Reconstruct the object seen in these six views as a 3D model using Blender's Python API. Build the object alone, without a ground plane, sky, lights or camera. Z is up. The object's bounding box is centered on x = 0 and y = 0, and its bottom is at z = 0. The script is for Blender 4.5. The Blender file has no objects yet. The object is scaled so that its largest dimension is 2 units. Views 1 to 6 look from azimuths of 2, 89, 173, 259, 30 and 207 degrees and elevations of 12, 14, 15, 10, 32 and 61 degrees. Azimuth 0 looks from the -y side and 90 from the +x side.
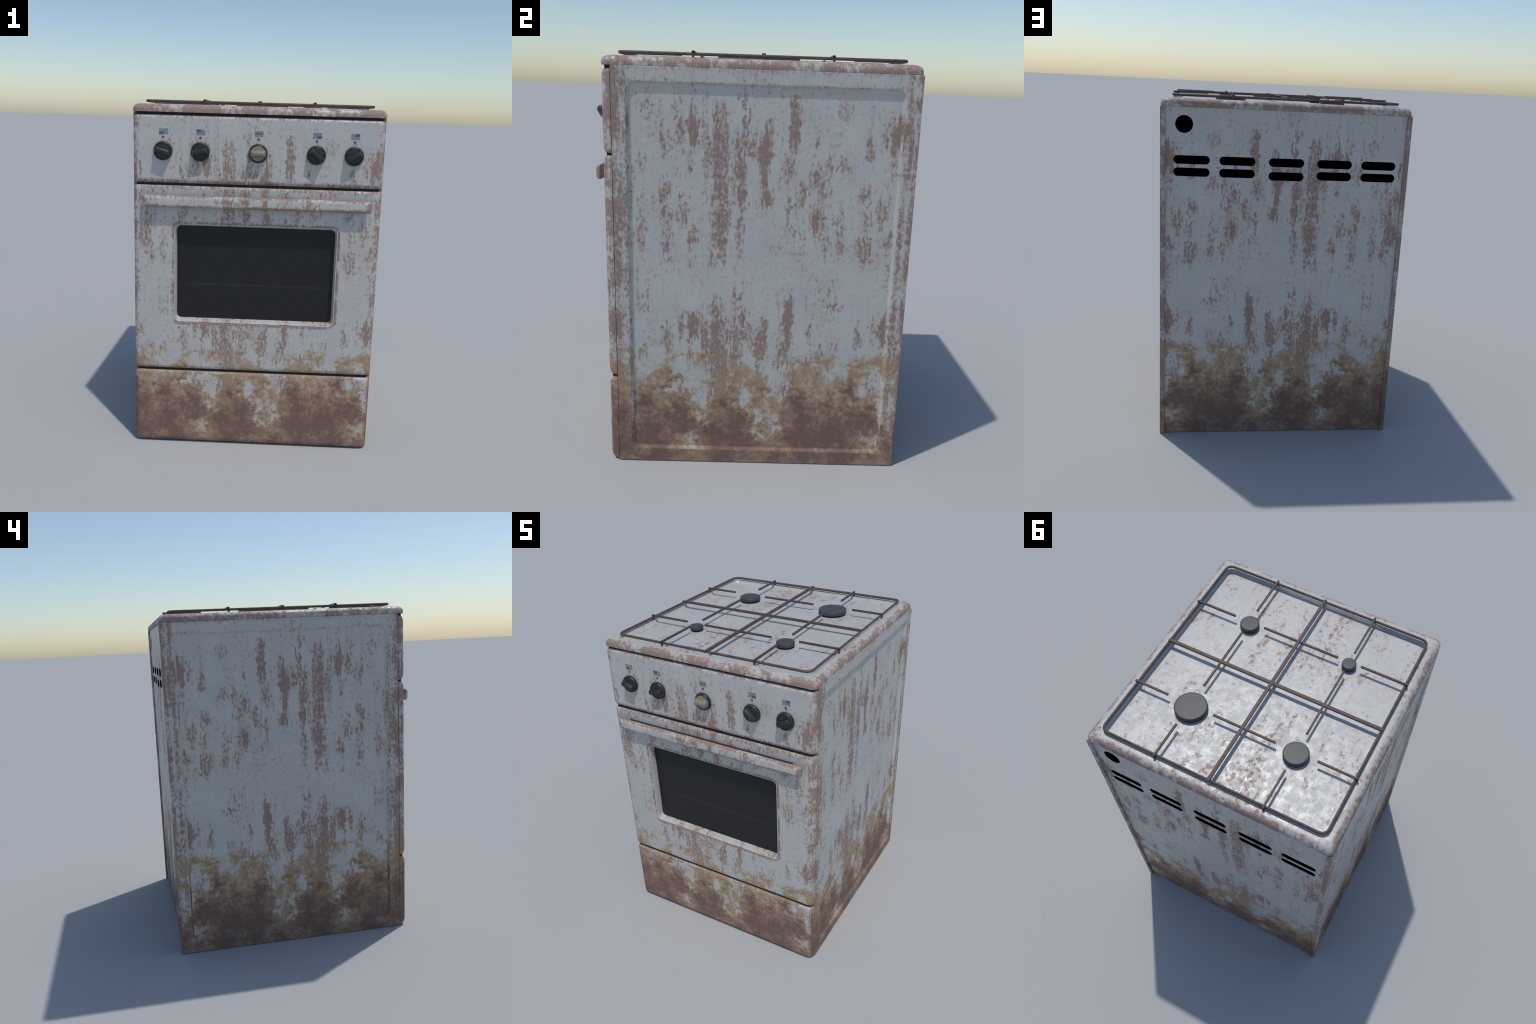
"""Weathered free-standing gas cooker: enamelled steel body with rust and ground dirt,
four burners under a wire pan support, five knobs, oven door with window, drawer."""
import bpy, bmesh, math
from mathutils import Vector, Matrix

# ------------------------------------------------------------------ dimensions (m)
HALF_W = 0.690            # outer face of the side panels
Y_FRONT, Y_BACK = -0.644, 0.737
SIDE_TOP = 1.926
FACE_Y = -0.688           # front face of drawer, door and control panel
MID_Y = 0.027             # centre line of the hob
TILE = 0.924              # the weathering repeats at this pitch on every face

# ================================================================== node helpers
class Nodes:
    def __init__(self, tree):
        self.t = tree
    def new(self, kind, **kw):
        n = self.t.nodes.new(kind)
        for k, v in kw.items():
            setattr(n, k, v)
        return n
    def put(self, sock, v):
        if isinstance(v, bpy.types.NodeSocket):
            self.t.links.new(v, sock)
        else:
            sock.default_value = v
    def math(self, op, a, b=None, c=None, clamp=False):
        n = self.new('ShaderNodeMath', operation=op, use_clamp=clamp)
        for i, v in enumerate((a, b, c)):
            if v is not None:
                self.put(n.inputs[i], v)
        return n.outputs[0]
    def vmath(self, op, a, b=None, scalar=False):
        n = self.new('ShaderNodeVectorMath', operation=op)
        self.put(n.inputs[0], a)
        if b is not None:
            self.put(n.inputs[1], b)
        return n.outputs['Value' if scalar else 'Vector']
    def combine(self, x, y, z=0.0):
        n = self.new('ShaderNodeCombineXYZ')
        for i, v in enumerate((x, y, z)):
            self.put(n.inputs[i], v)
        return n.outputs[0]
    def split(self, v):
        n = self.new('ShaderNodeSeparateXYZ')
        self.put(n.inputs[0], v)
        return n.outputs
    def step(self, v, lo, hi, a=0.0, b=1.0):
        n = self.new('ShaderNodeMapRange', interpolation_type='SMOOTHSTEP')
        self.put(n.inputs[0], v)
        for i, x in enumerate((lo, hi, a, b)):
            self.put(n.inputs[i + 1], x)
        return n.outputs[0]
    def noise(self, vec, scale, detail=4.0, rough=0.55, distortion=0.0):
        n = self.new('ShaderNodeTexNoise')
        self.put(n.inputs['Vector'], vec)
        n.inputs['Scale'].default_value = scale
        n.inputs['Detail'].default_value = detail
        n.inputs['Roughness'].default_value = rough
        n.inputs['Distortion'].default_value = distortion
        return n.outputs['Fac']
    def mix(self, fac, a, b):
        n = self.new('ShaderNodeMix', data_type='RGBA')
        self.put(n.inputs[0], fac)
        for s, v in ((n.inputs[6], a), (n.inputs[7], b)):
            self.put(s, v if isinstance(v, bpy.types.NodeSocket) else (*v, 1.0))
        return n.outputs[2]
    def blobs(self, vec, items, soft=(0.45, 1.8)):
        """Largest of several soft elliptical spots (cx, cy, rx, ry, strength)."""
        best = None
        wrapped = list(items)
        for cx, cy, rx, ry, k in items:          # repeat spots that cross the tile border
            for shift in (-TILE, TILE):
                if -0.56 - 2 * rx < cx + shift < -0.56 + TILE + 2 * rx:
                    wrapped.append((cx + shift, cy, rx, ry, k))
        for cx, cy, rx, ry, k in wrapped:
            d = self.vmath('SUBTRACT', vec, (cx, cy, 0.0))
            d = self.vmath('MULTIPLY', d, (1.0 / rx, 1.0 / ry, 0.0))
            d = self.vmath('LENGTH', d, scalar=True)
            f = self.step(d, soft[0], soft[1], k, 0.0)
            best = f if best is None else self.math('MAXIMUM', best, f)
        return best


def new_material(name):
    m = bpy.data.materials.new(name)
    m.use_nodes = True
    m.node_tree.nodes.clear()
    n = Nodes(m.node_tree)
    out = n.new('ShaderNodeOutputMaterial')
    bsdf = n.new('ShaderNodeBsdfPrincipled')
    m.node_tree.links.new(bsdf.outputs[0], out.inputs[0])
    return m, n, bsdf


# ================================================================== weathering
# rust runs inside one tile: (across, up, half width, half height, strength)
RUST_RUNS = [
    (-.28, 1.65, .028, .07, 1.0), (-.33, 1.65, .018, .05, .5), (-.24, 1.68, .015, .05, .5),
    (-.40, 1.59, .022, .05, .6), (-.29, 1.52, .015, .05, .5), (-.22, 1.55, .016, .14, .6),
    (-.16, 1.73, .037, .04, .6), (-.17, 1.62, .021, .05, .8), (-.13, 1.63, .019, .07, .6),
    (-.16, 1.52, .043, .08, .8), (-.15, 1.39, .044, .08, .8), (-.15, 1.25, .041, .06, .9),
    (-.16, 1.17, .038, .07, .6), (-.17, 1.06, .045, .03, .5), (-.06, 1.80, .021, .02, .5),
    (-.04, 1.70, .016, .04, .7), (-.06, 1.60, .049, .05, .7), (-.01, 1.60, .028, .06, .5),
    (-.07, 1.50, .031, .08, .7), (-.06, 1.36, .019, .08, .6), (-.06, 1.19, .019, .11, .6),
    (.06, 1.64, .021, .05, .6), (.05, 1.56, .031, .07, .8), (.04, 1.46, .015, .07, .6),
    (.06, 1.36, .029, .04, .7), (.17, 1.79, .018, .02, .6), (.18, 1.67, .023, .10, .9),
    (.16, 1.50, .031, .06, .6), (.18, 1.32, .038, .03, .5), (.22, 1.40, .031, .04, .6),
    (.28, 1.45, .028, .05, .6), (.34, 1.51, .019, .04, .6), (.28, 1.62, .011, .03, .6),
    (.32, 1.38, .032, .06, .5), (.30, 1.25, .038, .07, .6), (.33, 1.15, .032, .06, .5),
    (-.52, 1.76, .027, .02, .4), (-.52, 1.51, .024, .04, .4), (-.52, 1.20, .022, .12, .5),
    (-.41, 1.38, .024, .05, .6), (-.40, 1.26, .031, .04, .5), (-.40, 1.13, .029, .08, .5),
    (-.33, 1.29, .025, .07, .5), (-.28, 1.17, .025, .03, .5), (.17, 1.20, .039, .03, .4),
]
# ground dirt near the floor: dark crusts, ochre splashes, spots that stayed clean
DARK_CRUST = [
    (-.52, .31, .05), (-.50, .17, .08), (-.14, .32, .04), (-.06, .23, .06), (-.17, .16, .06),
    (-.06, .12, .07), (.24, .33, .05), (.28, .24, .06), (.25, .14, .07), (.38, .13, .08),
    (-.394, .41, .05), (-.344, .24, .08), (.30, .06, .07), (-.45, .05, .07), (-.12, .04, .06), (.14, .03, .04),
]
SPLASHES = [
    (-.53, .57, .03), (-.39, .56, .03), (-.25, .56, .05), (.01, .59, .055), (-.01, .48, .05),
    (-.39, .47, .04), (.24, .51, .06), (.34, .54, .06), (-.434, .65, .035), (-.364, .57, .03),
]
CLEAN_SPOTS = [
    (-.34, .41, .05), (-.29, .45, .05), (-.02, .33, .04), (.04, .24, .04), (.13, .20, .04),
    (.05, .15, .04), (-.30, .11, .05), (-.23, .23, .04), (-.23, .33, .05), (.15, .44, .06),
]

PAINT = (0.465, 0.468, 0.452)
RUST = (0.262, 0.174, 0.147)
RUST_ORANGE = (0.390, 0.235, 0.135)
OCHRE = (0.365, 0.262, 0.140)
BROWN = (0.335, 0.210, 0.138)
CRUST = (0.158, 0.098, 0.080)


def weather_group():
    """Tri-planar face coordinates + rust-run density + dirt layers, shared by all enamel."""
    g = bpy.data.node_groups.new('weathering', 'ShaderNodeTree')
    for nm, kind in (('Face', 'NodeSocketVector'), ('Runs', 'NodeSocketFloat'),
                     ('Splash', 'NodeSocketFloat'), ('Crust', 'NodeSocketFloat'),
                     ('Clean', 'NodeSocketFloat')):
        g.interface.new_socket(nm, in_out='OUTPUT', socket_type=kind)
    n = Nodes(g)
    out = n.new('NodeGroupOutput')
    co = n.split(n.new('ShaderNodeTexCoord').outputs['Object'])
    nrm = n.split(n.vmath('ABSOLUTE', n.new('ShaderNodeNewGeometry').outputs['Normal']))
    side = n.math('GREATER_THAN', nrm[0], nrm[1])
    top = n.math('GREATER_THAN', nrm[2], 0.85)
    side = n.math('MULTIPLY', side, n.math('SUBTRACT', 1.0, top))
    s = n.math('ADD', n.math('MULTIPLY', co[1], side),
               n.math('MULTIPLY', co[0], n.math('SUBTRACT', 1.0, side)))
    t = n.math('ADD', n.math('MULTIPLY', co[1], top),
               n.math('MULTIPLY', co[2], n.math('SUBTRACT', 1.0, top)))
    face = n.combine(s, t, n.math('MULTIPLY', side, 0.0))
    n.put(out.inputs['Face'], face)
    sw = n.math('WRAP', s, -0.56 + TILE, -0.56)
    tw = n.math('WRAP', t, 0.90 + TILE, 0.90)
    # a little sideways wobble keeps the spots from reading as ellipses
    wob = n.noise(face, 22.0, 2.0)
    wob2 = n.noise(n.vmath('MULTIPLY', n.vmath('ADD', face, (7.3, 2.1, 0.0)), (1.0, 0.22, 1.0)), 60.0, 3.0)
    jit = n.combine(n.math('MULTIPLY', n.math('SUBTRACT', wob, 0.5), 0.05),
                    n.math('MULTIPLY', n.math('SUBTRACT', wob2, 0.5), 0.26))
    n.put(out.inputs['Runs'], n.blobs(n.vmath('ADD', n.combine(sw, tw), jit), RUST_RUNS))
    wob3 = n.noise(n.vmath('ADD', face, (2.2, 8.4, 0.0)), 16.0, 5.0, 0.65)
    wob4 = n.noise(n.vmath('ADD', face, (6.1, 1.7, 0.0)), 16.0, 5.0, 0.65)
    soil = n.combine(n.math('MULTIPLY', n.math('SUBTRACT', wob3, 0.5), 0.22),
                     n.math('MULTIPLY', n.math('SUBTRACT', wob4, 0.5), 0.22))
    low = n.vmath('ADD', n.combine(sw, n.math('ADD', t, n.math('MULTIPLY', top, 5.0))), soil)
    for nm, lst in (('Crust', DARK_CRUST), ('Splash', SPLASHES), ('Clean', CLEAN_SPOTS)):
        n.put(out.inputs[nm], n.blobs(low, [(x, y, r, r, 1.0) for x, y, r in lst], (0.0, 1.9)))
    return g


WEATHER = None


def enamel(name, edges=(), frames=(), edge_gain=1.0, runs_gain=1.0, rough=0.42, dirt=True,
           streaks=0.9, speck_stretch=0.60, mottle=22.0, speck_scale=66.0):
    """Painted steel.  edges: (axis, position, width, strength) lines where the paint is
    worn; frames: (cx, cz, hx, hz, width, strength) worn outlines on the front."""
    global WEATHER
    if WEATHER is None:
        WEATHER = weather_group()
    m, n, bsdf = new_material(name)
    w = n.new('ShaderNodeGroup', node_tree=WEATHER)
    face = w.outputs['Face']
    pos = n.new('ShaderNodeTexCoord').outputs['Object']
    co = n.split(pos)
    # --- noises
    speck = n.noise(n.vmath('MULTIPLY', face, (1.0, speck_stretch, 1.0)), speck_scale, 6.0, 0.70)
    streak = n.noise(n.vmath('MULTIPLY', face, (1.0, 0.06, 1.0)), 110.0, 3.0, 0.6)
    patch = n.noise(n.vmath('MULTIPLY', face, (1.0, 0.55, 1.0)), 9.0, 3.0, 0.5)
    cloud = n.noise(pos, 6.0, 4.0, 0.55)
    grain = n.noise(pos, 260.0, 2.0, 0.6)
    # --- worn edges
    edge = None
    def add(e):
        nonlocal edge
        edge = e if edge is None else n.math('MAXIMUM', edge, e)
    for ax, at, width, k in edges:
        d = n.math('ABSOLUTE', n.math('SUBTRACT', co['xyz'.index(ax)], at))
        add(n.step(d, 0.0, width, k, 0.0))
    for cx, cz, hx, hz, width, k in frames:
        rad = 0.036
        dx = n.math('SUBTRACT', n.math('ABSOLUTE', n.math('SUBTRACT', co[0], cx)), hx - rad)
        dz = n.math('SUBTRACT', n.math('ABSOLUTE', n.math('SUBTRACT', co[2], cz)), hz - rad)
        q = n.combine(n.math('MAXIMUM', dx, 0.0), n.math('MAXIMUM', dz, 0.0))
        d = n.math('SUBTRACT', n.vmath('LENGTH', q, scalar=True), rad)
        add(n.math('MULTIPLY', n.step(d, 0.0, width, k, 0.0), n.step(d, -0.004, 0.0)))
    # --- rust
    dens = n.math('MULTIPLY', w.outputs['Runs'], 1.0 * runs_gain)
    dens = n.math('ADD', dens, n.step(patch, 0.43, 0.72, 0.0, 0.28 * runs_gain))
    # thin vertical run-offs that fade towards the bottom of each tile
    col_n = n.noise(n.vmath('MULTIPLY', face, (1.0, 0.07, 1.0)), 30.0, 3.0, 0.6)
    zone = n.noise(n.vmath('ADD', face, (0.0, 4.0, 0.0)), 3.2, 2.0, 0.5)
    runoff = n.math('MULTIPLY', n.step(col_n, 0.44, 0.66), n.step(zone, 0.36, 0.62))
    dens = n.math('ADD', dens, n.math('MULTIPLY', runoff, 0.34 * runs_gain))
    if edge is not None:
        edge = n.math('MULTIPLY', edge, n.step(n.noise(pos, 9.0, 3.0, 0.55), 0.36, 0.60, 0.50, 1.15))
        dens = n.math('MAXIMUM', dens, n.math('MULTIPLY', edge, 0.80 * edge_gain))
    v = n.math('ADD', dens, n.math('MULTIPLY', n.math('SUBTRACT', speck, 0.5), 3.0))
    v = n.math('ADD', v, n.math('MULTIPLY', n.math('SUBTRACT', streak, 0.5), streaks))
    rust = n.step(v, 0.28, 0.92)
    halo = n.step(v, 0.0, 0.55)
    # --- colours
    tone = n.math('ADD', n.math('MULTIPLY', cloud, 0.5), n.math('MULTIPLY', grain, 0.5))
    paint = n.mix(n.step(tone, 0.3, 0.7), [c * 0.92 for c in PAINT], [c * 1.07 for c in PAINT])
    orange = n.math('MULTIPLY', n.step(n.noise(face, 38.0, 3.0), 0.56, 0.74), 0.75)
    rcol = n.mix(orange, RUST, RUST_ORANGE)
    rcol = n.mix(n.step(speck, 0.5, 0.72), rcol, [c * 0.78 for c in RUST])
    col = n.mix(n.math('MULTIPLY', halo, 0.22), paint, [c * 1.1 for c in RUST_ORANGE])
    col = n.mix(n.math('MULTIPLY', rust, 0.92), col, rcol)
    dirt_all = None
    if dirt:
        big = n.noise(n.vmath('ADD', face, (3.1, 0.0, 0.0)), 8.5, 7.0, 0.66, 0.35)
        fine = n.noise(n.vmath('ADD', face, (1.1, 9.0, 0.0)), 34.0, 7.0, 0.72)
        h = n.step(co[2], 0.10, 0.77, 1.0, 0.0)
        d = n.math('MULTIPLY', h, 1.06)
        d = n.math('ADD', d, n.math('MULTIPLY', n.math('SUBTRACT', big, 0.5), 1.7))
        d = n.math('ADD', d, n.math('MULTIPLY', n.math('SUBTRACT', fine, 0.5), 1.5))
        d = n.math('ADD', d, n.math('MULTIPLY', w.outputs['Splash'], 0.36))
        d = n.math('SUBTRACT', d, n.math('MULTIPLY', w.outputs['Clean'], 0.66))
        d = n.math('ADD', d, n.math('MULTIPLY', w.outputs['Crust'], 0.30))
        near = n.step(co[2], 0.60, 0.74, 1.0, 0.0)
        stain = n.math('MULTIPLY', n.step(d, 0.26, 0.66), near)
        brown = n.math('MULTIPLY', n.step(d, 0.44, 0.98), near)
        dk = n.math('ADD', n.math('MULTIPLY', n.math('SUBTRACT', fine, 0.5), 2.2),
                    n.math('MULTIPLY', w.outputs['Crust'], 0.60))
        dk = n.math('ADD', dk, n.math('MULTIPLY', n.math('SUBTRACT', big, 0.5), 1.2))
        dk = n.math('ADD', dk, n.math('MULTIPLY', h, 0.36))
        crust = n.math('MULTIPLY', n.step(dk, 0.05, 0.95), brown)
        col = n.mix(n.math('MULTIPLY', stain, 0.78), col, OCHRE)
        hue = n.noise(n.vmath('ADD', face, (5.0, 2.0, 0.0)), 17.0, 6.0, 0.7)
        bcol = n.mix(n.step(hue, 0.34, 0.50), (0.290, 0.228, 0.185), BROWN)
        bcol = n.mix(n.step(hue, 0.52, 0.70), bcol, (0.410, 0.232, 0.120))
        col = n.mix(n.math('MULTIPLY', brown, 0.88), col, bcol)
        col = n.mix(n.math('MULTIPLY', crust, 0.95), col, CRUST)
        dirt_all = stain
    n.put(bsdf.inputs['Base Color'], col)
    # --- gloss: enamel shines unevenly, rust and dirt are dull
    r = n.math('ADD', n.step(n.noise(pos, mottle, 6.0, 0.68), 0.36, 0.64, rough - 0.10, rough + 0.10),
               n.math('MULTIPLY', rust, 0.28))
    if dirt_all is not None:
        r = n.math('ADD', r, n.math('MULTIPLY', dirt_all, 0.35))
    n.put(bsdf.inputs['Roughness'], n.math('MINIMUM', r, 0.92))
    bump = n.new('ShaderNodeBump')
    bump.inputs['Strength'].default_value = 0.45
    bump.inputs['Distance'].default_value = 0.004
    hgt = n.math('ADD', n.math('MULTIPLY', n.noise(pos, 30.0, 4.0, 0.6), 0.6),
                 n.math('MULTIPLY', rust, -0.15))
    hgt = n.math('ADD', hgt, n.math('MULTIPLY', grain, 0.08))
    n.put(bump.inputs['Height'], hgt)
    n.put(bsdf.inputs['Normal'], bump.outputs[0])
    return m


def iron(name, base, rusty, amount, rough=0.6, scale=30.0):
    """Blackened iron with a brown bloom of rust."""
    m, n, bsdf = new_material(name)
    pos = n.new('ShaderNodeTexCoord').outputs['Object']
    a = n.noise(pos, scale, 4.0, 0.6)
    b = n.noise(pos, scale * 5.0, 3.0, 0.6)
    v = n.math('ADD', n.math('MULTIPLY', a, 0.7), n.math('MULTIPLY', b, 0.3))
    fac = n.step(v, 0.62 - amount * 0.3, 0.75 - amount * 0.3)
    col = n.mix(n.step(b, 0.3, 0.7), [c * 0.85 for c in base], [c * 1.15 for c in base])
    n.put(bsdf.inputs['Base Color'], n.mix(n.math('MULTIPLY', fac, 0.9), col, rusty))
    bsdf.inputs['Roughness'].default_value = rough
    return m


def plain(name, color, rough=0.5, vary=0.08, scale=60.0, coat=0.0, shine=0.5):
    m, n, bsdf = new_material(name)
    pos = n.new('ShaderNodeTexCoord').outputs['Object']
    f = n.noise(pos, scale, 3.0)
    n.put(bsdf.inputs['Base Color'], n.mix(n.step(f, 0.3, 0.7), [c * (1 - vary) for c in color],
                                           [c * (1 + vary) for c in color]))
    bsdf.inputs['Roughness'].default_value = rough
    bsdf.inputs['Coat Weight'].default_value = coat
    bsdf.inputs['Specular IOR Level'].default_value = shine
    return m


def oven_glass():
    """Sooty, opaque pane; a pale line where a shelf edge shows through."""
    m, n, bsdf = new_material('sooty_oven_glass')
    pos = n.new('ShaderNodeTexCoord').outputs['Object']
    co = n.split(pos)
    f = n.noise(n.vmath('MULTIPLY', pos, (6.0, 6.0, 40.0)), 3.0, 4.0)
    col = n.mix(n.step(f, 0.3, 0.7), (0.0105, 0.0115, 0.0125), (0.0145, 0.0150, 0.0155))
    line = n.step(n.math('ABSOLUTE', n.math('SUBTRACT', co[2], 0.967)), 0.003, 0.009, 1.0, 0.0)
    line = n.math('MULTIPLY', line, n.step(n.math('ABSOLUTE', co[0]), 0.36, 0.43, 1.0, 0.2))
    upper = n.step(co[2], 1.165, 1.175)
    col = n.mix(n.math('MULTIPLY', upper, 0.6), col, (0.0085, 0.0115, 0.0125))
    n.put(bsdf.inputs['Base Color'], n.mix(n.math('MULTIPLY', line, 0.8), col, (0.026, 0.025, 0.025)))
    bsdf.inputs['Roughness'].default_value = 0.5
    bsdf.inputs['Specular IOR Level'].default_value = 0.35
    return m


# ================================================================== mesh helpers
def make_object(name, bm, mats, parent=None, angle=35.0):
    me = bpy.data.meshes.new(name)
    bmesh.ops.recalc_face_normals(bm, faces=bm.faces)
    bm.to_mesh(me)
    bm.free()
    for p in me.polygons:
        p.use_smooth = True
    me.set_sharp_from_angle(angle=math.radians(angle))
    for mt in (mats if isinstance(mats, (list, tuple)) else [mats]):
        me.materials.append(mt)
    ob = bpy.data.objects.new(name, me)
    bpy.context.scene.collection.objects.link(ob)
    ob.parent = parent
    return ob


def rounded_rect(a0, a1, b0, b1, r, seg=6):
    """Closed outline, counter-clockwise, always 4*(seg+1) points."""
    pts = []
    for (ca, cb), start in (((a1 - r, b0 + r), -90), ((a1 - r, b1 - r), 0),
                            ((a0 + r, b1 - r), 90), ((a0 + r, b0 + r), 180)):
        for i in range(seg + 1):
            t = math.radians(start + 90.0 * i / seg)
            pts.append((ca + r * math.cos(t), cb + r * math.sin(t)))
    return pts


def loft(bm, rings, cap_first=True, cap_last=True, close=False):
    vr = [[bm.verts.new(p) for p in ring] for ring in rings]
    pairs = list(zip(vr, vr[1:])) + ([(vr[-1], vr[0])] if close else [])
    for a, b in pairs:
        k = len(a)
        for i in range(k):
            bm.faces.new((a[i], a[(i + 1) % k], b[(i + 1) % k], b[i]))
    if cap_first:
        bm.faces.new(vr[0][::-1])
    if cap_last:
        bm.faces.new(vr[-1])
    return vr


def front_panel_rings(x0, x1, z0, z1, side, bottom, top, y_back=-0.6465):
    """Pressed-steel front: edges roll from the back flange to the face."""
    prof = [(0.0, 0.0), (0.02, 0.22), (0.10, 0.52), (0.26, 0.76), (0.50, 0.91), (0.76, 0.98), (1.0, 1.0)]
    rings = []
    for t, d in prof:
        y = y_back + (FACE_Y - y_back) * d
        r = 0.012 + 0.016 * (1 - abs(2 * t - 1) * 0.5)
        rr = rounded_rect(x0 + side * t, x1 - side * t, z0 + bottom * t, z1 - top * t, r)
        rings.append([(a, y, b) for a, b in rr])
    rr = rounded_rect(x0 + side + 0.004, x1 - side - 0.004, z0 + bottom + 0.004, z1 - top - 0.004, 0.016)
    rings.append([(a, FACE_Y, b) for a, b in rr])
    return rings


def box(bm, x0, x1, y0, y1, z0, z1, bevel=0.0):
    m = Matrix.Translation(((x0 + x1) / 2, (y0 + y1) / 2, (z0 + z1) / 2)) @ \
        Matrix.Diagonal((x1 - x0, y1 - y0, z1 - z0, 1.0))
    g = bmesh.ops.create_cube(bm, size=1.0, matrix=m)
    if bevel:
        es = {e for v in g['verts'] for e in v.link_edges}
        bmesh.ops.bevel(bm, geom=list(es), offset=bevel, segments=2, profile=0.6, affect='EDGES')


def lathe(bm, prof, seg=32, axis='z'):
    """Revolve (radius, height) pairs around z (or around -y for axis='y')."""
    rings = []
    for r, h in prof:
        ring = []
        for i in range(seg):
            t = 2 * math.pi * i / seg
            c, s = r * math.cos(t), r * math.sin(t)
            ring.append((c, s, h) if axis == 'z' else (c, -h, s))
        rings.append(ring)
    return loft(bm, rings)


# ================================================================== materials
def edge_set(*items):
    return list(items)

side_enamel = enamel('side_enamel', edges=edge_set(
    ('y', Y_FRONT, 0.088, 1.15), ('y', -0.588, 0.03, 0.75), ('y', Y_BACK, 0.055, 1.15), ('y', 0.685, 0.03, 0.95),
    ('z', SIDE_TOP, 0.03, 0.6), ('z', 1.866, 0.018, 0.5)))
back_enamel = enamel('back_enamel', edges=edge_set(('x', 0.69, 0.03, 1.2), ('x', -0.69, 0.03, 1.2)))
panel_enamel = enamel('control_panel_enamel', runs_gain=0.9, edges=edge_set(
    ('x', 0.685, 0.06, 1.1), ('x', -0.685, 0.055, 1.1), ('z', 1.912, 0.026, 0.85), ('z', 1.552, 0.035, 0.9)))
door_enamel = enamel('oven_door_enamel', runs_gain=0.85, edges=edge_set(
    ('x', 0.685, 0.06, 1.1), ('x', -0.685, 0.055, 1.1), ('z', 1.525, 0.03, 0.9), ('z', 0.470, 0.03, 0.7)),
    frames=[(0.0, 1.034, 0.4595, 0.288, 0.026, 1.25)])
drawer_enamel = enamel('drawer_enamel', edges=edge_set(
    ('x', 0.685, 0.05, 1.0), ('x', -0.685, 0.05, 1.0), ('z', 0.445, 0.025, 1.0), ('z', 0.01, 0.03, 1.0)))
hob_enamel = enamel('hob_enamel', rough=0.42, runs_gain=0.52, dirt=False, streaks=0.15, speck_stretch=0.75, mottle=24.0, speck_scale=44.0, edges=edge_set(
    ('x', 0.684, 0.044, 1.1), ('x', -0.684, 0.044, 1.1),
    ('y', -0.683, 0.044, 1.2), ('y', 0.733, 0.044, 1.2)))
handle_enamel = enamel('handle_enamel', dirt=False, runs_gain=1.0, edges=edge_set(
    ('x', 0.628, 0.045, 1.3), ('x', -0.628, 0.045, 1.3), ('z', 1.487, 0.034, 1.35), ('z', 1.418, 0.026, 1.25)))
void_black = plain('dark_void', (0.0010, 0.0010, 0.0010), 1.0, shine=0.0)  # unlit depth of vents and gas hole, painted black on a near-flush plate
shadow_steel = plain('steel_darkened_for_gap_shade', (0.024, 0.027, 0.032), 0.8, shine=0.2)  # blue-grey shade between panels and behind the handle is in this colour
wire_iron = iron('blackened_wire', (0.052, 0.044, 0.042), (0.108, 0.064, 0.053), 0.75, 0.6)
cap_iron = iron('burner_cap_iron', (0.050, 0.051, 0.054), (0.075, 0.060, 0.054), 0.05, 0.5, 20.0)
base_iron = plain('burner_base_black', (0.008, 0.008, 0.009), 0.8)  # blackened to carry the shadow beneath the burner caps
knob_black = plain('black_knob_plastic', (0.018, 0.0195, 0.021), 0.42)
knob_beige = plain('beige_knob_plastic', (0.225, 0.195, 0.160), 0.45, 0.05)
mark_dark = plain('dark_blue_print', (0.072, 0.092, 0.132), 0.6)
mark_light = plain('faded_blue_print', (0.205, 0.230, 0.262), 0.6)
glass = oven_glass()

# ================================================================== the cooker
cooker = bpy.data.objects.new('gas_cooker', None)
cooker.empty_display_size = 0.3
bpy.context.scene.collection.objects.link(cooker)
cooker['label'] = 'old rusty white enamel gas cooker with four burners and oven'
cooker['category'] = 'gas stove'

# ---- inner box, only seen in the gaps between the front panels and through the vents
bm = bmesh.new()
box(bm, -0.662, 0.662, -0.630, 0.700, 0.002, 1.9255)
for z0, z1 in ((0.440, 0.470), (1.525, 1.552), (1.900, 1.9258)):   # strips closing the gaps
    box(bm, -0.668, 0.668, -0.6720, -0.628, z0, z1)
make_object('inner_box', bm, shadow_steel, cooker)

# ---- side panels: sheet with a large pressed recess
for sign in (1, -1):
    bm = bmesh.new()
    rings = []
    outline = lambda d, r: rounded_rect(Y_FRONT + d, Y_BACK - d, d, SIDE_TOP - d, r)
    for d, r, x in ((0.0, 0.002, 0.6645), (0.0, 0.002, 0.6885), (0.0015, 0.002, 0.690)):
        rings.append([(sign * x, a, b) for a, b in outline(d, r)])
    for d, r, x in ((0.0, 0.042, 0.690), (0.0025, 0.041, 0.6890), (0.0125, 0.034, 0.6765), (0.0165, 0.030, 0.6750)):
        rr = rounded_rect(-0.582 + d, 0.668 - d, 0.066 + d, 1.864 - d, r)
        rings.append([(sign * x, a, b) for a, b in rr])
    loft(bm, rings)
    make_object('side_panel', bm, side_enamel, cooker, 20)

# ---- back panel with a gas inlet hole and two rows of vent slots
def add_spline(curve, pts):
    sp = curve.splines.new('POLY')
    sp.points.add(len(pts) - 1)
    for p, (a, b) in zip(sp.points, pts):
        p.co = (a, b, 0.0, 1.0)
    sp.use_cyclic_u = True

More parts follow.
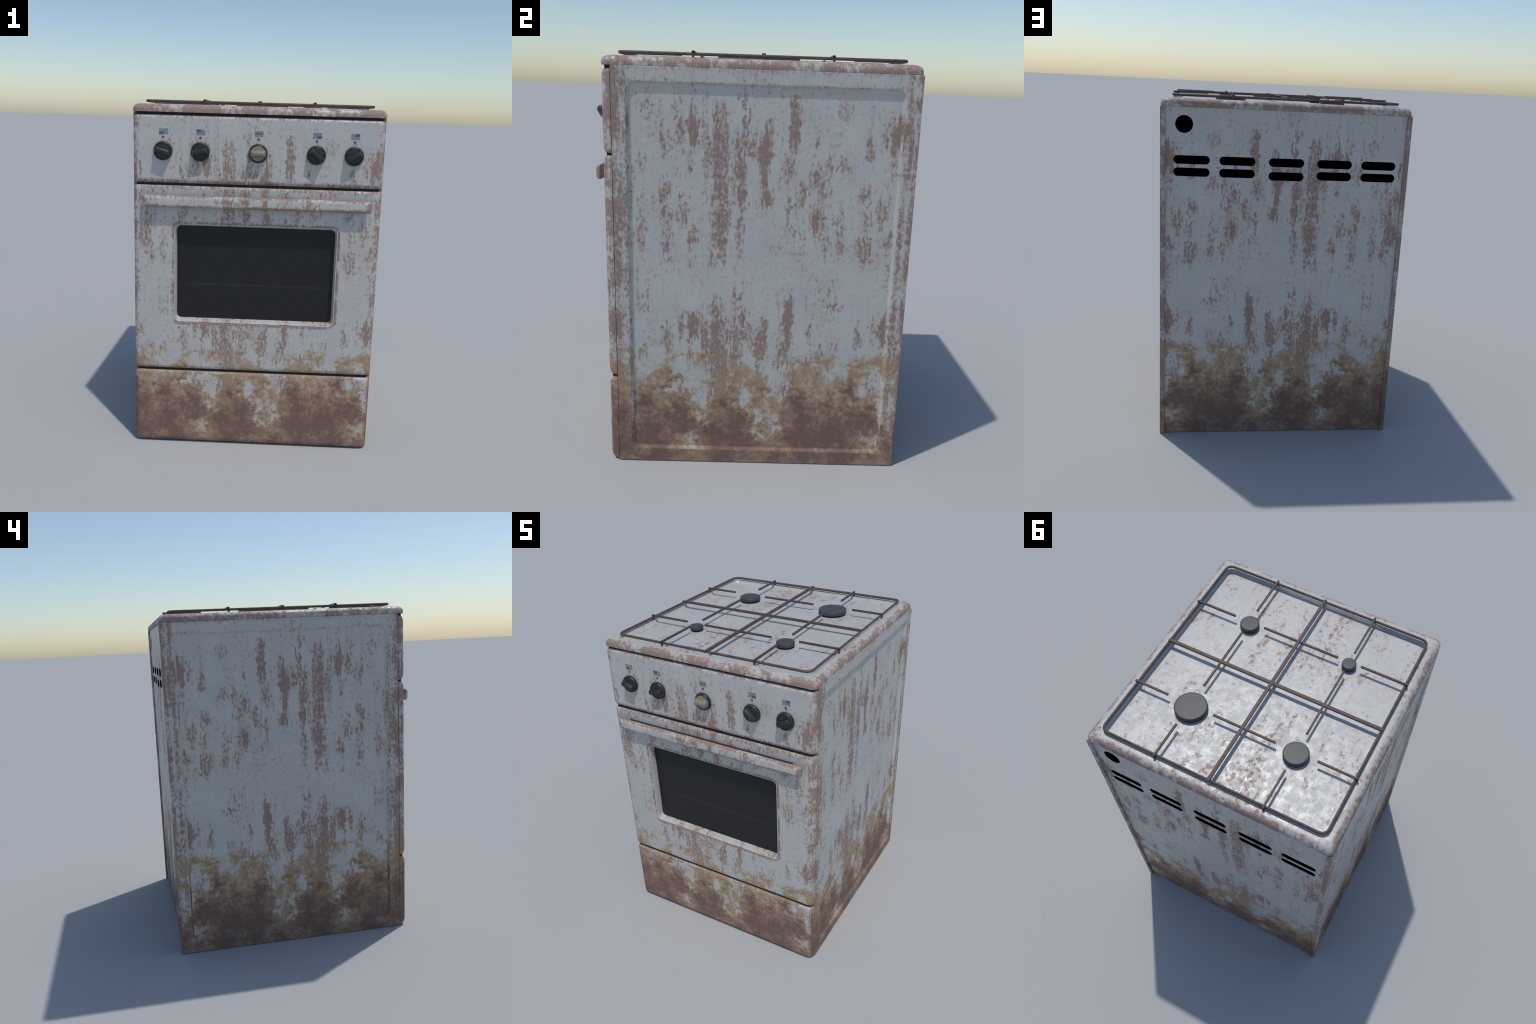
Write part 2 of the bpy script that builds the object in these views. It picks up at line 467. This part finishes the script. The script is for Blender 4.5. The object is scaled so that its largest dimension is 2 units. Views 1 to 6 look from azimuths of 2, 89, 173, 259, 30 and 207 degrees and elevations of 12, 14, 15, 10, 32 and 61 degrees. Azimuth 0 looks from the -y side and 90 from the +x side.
cu = bpy.data.curves.new('back_outline', 'CURVE')
cu.dimensions = '2D'
cu.fill_mode = 'BOTH'
cu.extrude = 0.010
add_spline(cu, [(-0.664, 0.001), (0.664, 0.001), (0.664, 1.9255), (-0.664, 1.9255)])
add_spline(cu, [(0.563 + 0.0475 * math.cos(i * math.pi / 20), 1.835 + 0.0475 * math.sin(i * math.pi / 20)) for i in range(40)])
for cx in (0.521, 0.272, 0.0, -0.270, -0.520):
    low = 1.5695 if cx == 0.0 else 1.578
    for cz in (1.645, low):
        add_spline(cu, rounded_rect(cx - 0.0985, cx + 0.0985, cz - 0.0235, cz + 0.0235, 0.0234, 8))
tmp = bpy.data.objects.new('back_outline', cu)
bpy.context.scene.collection.objects.link(tmp)
tmp.rotation_euler = (math.radians(90), 0, 0)
tmp.location = (0, 0.7145, 0)
bpy.context.view_layer.update()
dg = bpy.context.evaluated_depsgraph_get()
me = bpy.data.meshes.new_from_object(tmp.evaluated_get(dg))
me.transform(tmp.matrix_world)
bpy.data.objects.remove(tmp)
me.materials.clear()
me.materials.append(back_enamel)
back = bpy.data.objects.new('back_panel', me)
bpy.context.scene.collection.objects.link(back)
back.parent = cooker
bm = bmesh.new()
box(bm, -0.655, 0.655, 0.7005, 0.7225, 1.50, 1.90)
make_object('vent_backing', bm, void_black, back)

# ---- hob: rolled rim, shallow crease, pressed tray
bm = bmesh.new()
HX, HY0, HY1 = 0.688, -0.6870, 0.7365
rings = []
for d, z, r in ((0.030, 1.9265, 0.02), (0.0015, 1.9265, 0.030), (0.0, 1.928, 0.030), (0.0, 1.941, 0.030),
                (0.002, 1.950, 0.030), (0.0065, 1.958, 0.030), (0.014, 1.9645, 0.030), (0.023, 1.9685, 0.030),
                (0.034, 1.970, 0.030), (0.056, 1.9697, 0.038), (0.0640, 1.9690, 0.036), (0.0662, 1.9672, 0.036),
                (0.0720, 1.9520, 0.034), (0.0750, 1.9501, 0.032), (0.082, 1.950, 0.030)):
    rings.append([(a, b, z) for a, b in rounded_rect(-HX + d, HX - d, HY0 + d, HY1 - d, r)])
loft(bm, rings)
make_object('hob', bm, hob_enamel, cooker, 40)

# ---- control panel
bm = bmesh.new()
loft(bm, front_panel_rings(-0.688, 0.688, 1.5405, 1.9155, 0.033, 0.028, 0.018))
panel = make_object('control_panel', bm, panel_enamel, cooker, 50)

# ---- drawer
bm = bmesh.new()
loft(bm, front_panel_rings(-0.688, 0.688, 0.001, 0.4515, 0.033, 0.034, 0.018))
make_object('drawer', bm, drawer_enamel, cooker, 50)

# ---- oven door: rolled edge, beaded window frame, recessed pane
bm = bmesh.new()
rings = front_panel_rings(-0.688, 0.688, 0.4575, 1.5345, 0.033, 0.027, 0.020)
for hx, z0, z1, r, y in ((0.465, 0.740, 1.3275, 0.038, FACE_Y), (0.461, 0.744, 1.3235, 0.036, FACE_Y), (0.4585, 0.7465, 1.321, 0.034, -0.6855),
                         (0.456, 0.749, 1.3185, 0.032, -0.6868), (0.4535, 0.7515, 1.316, 0.030, -0.6868),
                         (0.4515, 0.754, 1.3135, 0.028, -0.6835), (0.4470, 0.7615, 1.307, 0.026, -0.6600),
                         (0.4450, 0.765, 1.3035, 0.025, -0.6420)):
    rings.append([(a, y, b) for a, b in rounded_rect(-hx, hx, z0, z1, r)])
loft(bm, rings, cap_first=False, cap_last=False)
door = make_object('oven_door', bm, door_enamel, cooker, 50)

bm = bmesh.new()
rings = [[(a, y, b) for a, b in rounded_rect(-0.4465, 0.4465, 0.764, 1.305, 0.024)] for y in (-0.638, -0.6445)]
loft(bm, rings)
make_object('oven_window', bm, glass, door)

# ---- door handle: a flat bar held off the door by a narrow web
bm = bmesh.new()
rings = []
for dx, dz0, dz1, y in ((0.004, 0.004, 0.004, -0.7115), (0.0, 0.0, 0.0, -0.7150), (0.0, 0.0005, 0.0, -0.7200),
                        (0.002, 0.002, 0.004, -0.7265), (0.006, 0.0055, 0.009, -0.7320), (0.012, 0.011, 0.016, -0.7348),
                        (0.018, 0.016, 0.022, -0.7355)):
    rings.append([(a, y, b) for a, b in rounded_rect(-0.628 + dx, 0.628 - dx, 1.415 + dz0, 1.482 - dz1, 0.008)])
loft(bm, rings)
handle = make_object('door_handle', bm, handle_enamel, door, 50)
bm = bmesh.new()
box(bm, -0.560, 0.560, -0.7125, -0.6865, 1.440, 1.474)
make_object('handle_bracket', bm, shadow_steel, handle)

# ---- knobs
KNOB_Z = 1.7195
KNOBS = ((-0.5195, -16.5, False), (-0.3155, 10.6, False), (0.0, 0.0, True), (0.316, -41.5, False), (0.5205, 26.0, False))

bm = bmesh.new()
lathe(bm, [(0.046, -0.002), (0.0500, 0.0), (0.0520, 0.003), (0.0522, 0.008), (0.0505, 0.0145), (0.0475, 0.0195),
           (0.0440, 0.0210), (0.0425, 0.0205), (0.0415, 0.0175)], 32, 'y')
skirt = make_object('knob', bm, knob_black, None, 50)
skirt_mesh = skirt.data
bpy.data.objects.remove(skirt)

def knob_cap_mesh(mat):
    bm = bmesh.new()
    lathe(bm, [(0.0412, 0.0150), (0.0412, 0.0180), (0.0400, 0.0195), (0.0385, 0.0200)], 32, 'y')
    # grip: a ridge across the face, narrower at the crown
    rings = []
    for hl, hw, h, r in ((0.0425, 0.0185, 0.0200, 0.006), (0.0420, 0.0175, 0.0280, 0.006), (0.0385, 0.0135, 0.0410, 0.005),
                         (0.0365, 0.0115, 0.0455, 0.005), (0.0345, 0.0090, 0.0487, 0.004), (0.0320, 0.0055, 0.0500, 0.003)):
        rings.append([(a, -h, b) for a, b in rounded_rect(-hl, hl, -hw, hw, r, 3)])
    loft(bm, rings)
    tmp = make_object('knob_cap', bm, mat, None, 35)
    me = tmp.data
    bpy.data.objects.remove(tmp)
    return me

cap_black, cap_beige = knob_cap_mesh(knob_black), knob_cap_mesh(knob_beige)
for x, turn, beige in KNOBS:
    k = bpy.data.objects.new('knob', skirt_mesh)
    bpy.context.scene.collection.objects.link(k)
    k.parent = cooker
    k.location = (x, FACE_Y + 0.0002, KNOB_Z)
    k.rotation_euler = (0.0, -math.radians(turn), 0.0)
    c = bpy.data.objects.new('knob_cap', cap_beige if beige else cap_black)
    bpy.context.scene.collection.objects.link(c)
    c.parent = k

# ---- printed symbols over the knobs: a two-bar plate with one quarter filled, and a dot
def slab(bm, x0, x1, z0, z1, y0, y1, r=0.003):
    loft(bm, [[(a, y, b) for a, b in rounded_rect(x0, x1, z0, z1, r, 3)] for y in (y0, y1)])

FILLED = ('bottom left', 'top left', 'middle', 'bottom right', 'top right')
for (x, _, _), fill in zip(KNOBS, FILLED):
    bm = bmesh.new()
    cx, z0, z1 = x + 0.002, 1.8085, 1.8395
    zm = (z0 + z1) / 2
    if fill == 'middle':
        slab(bm, cx - 0.0240, cx + 0.0240, z0, z1, FACE_Y + 0.001, FACE_Y - 0.0006)
    else:
        slab(bm, cx - 0.0240, cx + 0.0240, zm + 0.0012, z1, FACE_Y + 0.001, FACE_Y - 0.0006)
        slab(bm, cx - 0.0240, cx + 0.0240, z0, zm - 0.0012, FACE_Y + 0.001, FACE_Y - 0.0006)
        slab(bm, cx - 0.0215, cx + 0.0215, zm - 0.004, zm + 0.004, FACE_Y + 0.001, FACE_Y - 0.0003)
    make_object('burner_symbol', bm, mark_light, panel)
    bm = bmesh.new()
    if fill == 'middle':
        slab(bm, cx - 0.0195, cx + 0.0195, zm - 0.0005, zm + 0.0045, FACE_Y + 0.0005, FACE_Y - 0.0011, 0.002)
    else:
        xa, xb = (cx - 0.0235, cx + 0.0005) if 'left' in fill else (cx - 0.0005, cx + 0.0235)
        za, zb = (zm + 0.002, z1 - 0.0012) if 'top' in fill else (z0 + 0.0012, zm - 0.002)
        slab(bm, xa, xb, za, zb, FACE_Y + 0.0005, FACE_Y - 0.0011, 0.002)
    make_object('symbol_fill', bm, mark_dark, panel)
    bm = bmesh.new()
    lathe(bm, [(0.0072, 0.0), (0.0072, 0.0016)], 20, 'y')
    dot = make_object('pointer_dot', bm, mark_dark, panel)
    dot.location = (x, FACE_Y + 0.0007, 1.7942)

# ---- burners
BURNERS = ((0.303, -0.287, 0.0540), (-0.303, -0.287, 0.0395), (0.303, 0.340, 0.0880), (-0.303, 0.340, 0.0680))
for x, y, r in BURNERS:
    bm = bmesh.new()
    lathe(bm, [(r * 0.6, 1.9600), (r - 0.003, 1.9605), (r, 1.9620), (r, 1.9715), (r - 0.0012, 1.9725), (r - 0.0012, 1.9735),
               (r, 1.9745), (r - 0.0005, 1.9800), (r - 0.0025, 1.9822), (r - 0.0060, 1.9830), (r - 0.0100, 1.9831)], 20)
    cap = make_object('burner_cap', bm, cap_iron, cooker, 45)
    cap.location = (x, y, 0)
    bm = bmesh.new()
    lathe(bm, [(r - 0.004, 1.9495), (r - 0.006, 1.9605)], 20)
    make_object('burner_base', bm, base_iron, cap)

# ---- pan support: round wire frame, square cross bars and fingers with short feet
def sweep(bm, path, radius, seg=8):
    """Closed horizontal wire."""
    rings = []
    k = len(path)
    for i, p in enumerate(path):
        d = (Vector(path[(i + 1) % k]) - Vector(path[i - 1])).normalized()
        side = Vector((d.y, -d.x, 0.0))
        rings.append([tuple(Vector(p) + side * (radius * math.cos(a)) + Vector((0, 0, radius * math.sin(a))))
                      for a in (2 * math.pi * (j + 0.5) / seg for j in range(seg))])
    loft(bm, rings, False, False, close=True)

bm = bmesh.new()
path = [(a, b, 1.9855) for a, b in rounded_rect(-0.6245, 0.6245, -0.6195, 0.6720, 0.036, 3)]
sweep(bm, path, 0.0074)
frame = make_object('pan_support', bm, wire_iron, cooker, 60)

def bar(x0, x1, y0, y1, z0=1.9845, z1=2.0, name='cross_bar', feet=()):
    bm = bmesh.new()
    box(bm, x0, x1, y0, y1, z0, z1, 0.0010)
    for fx0, fx1, fy0, fy1 in feet:
        box(bm, fx0, fx1, fy0, fy1, 1.9680, z1 - 0.002, 0.0015)
    return make_object(name, bm, wire_iron, frame, 50)

W, F = 0.0088, 0.0054            # half widths of cross bars and fingers
bar(-0.6290, 0.6290, MID_Y - W, MID_Y + W, 1.9870, 1.9990)
bar(-W, W, -0.6255, 0.6800, 1.9865, 1.9985)
END_X, END_F, END_B, FOOT = 0.6365, -0.6335, 0.6865, 0.0105
for x, y, r in BURNERS:
    gap = {0.0540: 0.088, 0.0395: 0.067, 0.0880: 0.134, 0.0680: 0.116}[r]
    sx = 1 if x > 0 else -1
    xa, xb = sorted((x + sx * gap, sx * END_X))
    foot = (xb - FOOT, xb) if sx > 0 else (xa, xa + FOOT)
    bar(xa, xb, y - F, y + F, 1.9890, 2.0000, 'finger', [(*foot, y - F, y + F)])
    sy = 1 if y > MID_Y else -1
    ya, yb = sorted((y + sy * gap, END_B if sy > 0 else END_F))
    foot = (yb - FOOT, yb) if sy > 0 else (ya, ya + FOOT)
    bar(x - F, x + F, ya, yb, 1.9890, 2.0000, 'finger', [(x - F, x + F, *foot)])
# fingers that cross the main bars
bar(-0.236, 0.212, -0.287 - F, -0.287 + F, 1.9865, 1.9975, 'finger')
bar(-0.187, 0.168, 0.340 - F, 0.340 + F, 1.9865, 1.9975, 'finger')
bar(0.303 - F, 0.303 + F, -0.197, 0.206, 1.9865, 1.9975, 'finger')
bar(-0.303 - F, -0.303 + F, -0.219, 0.224, 1.9865, 1.9975, 'finger')
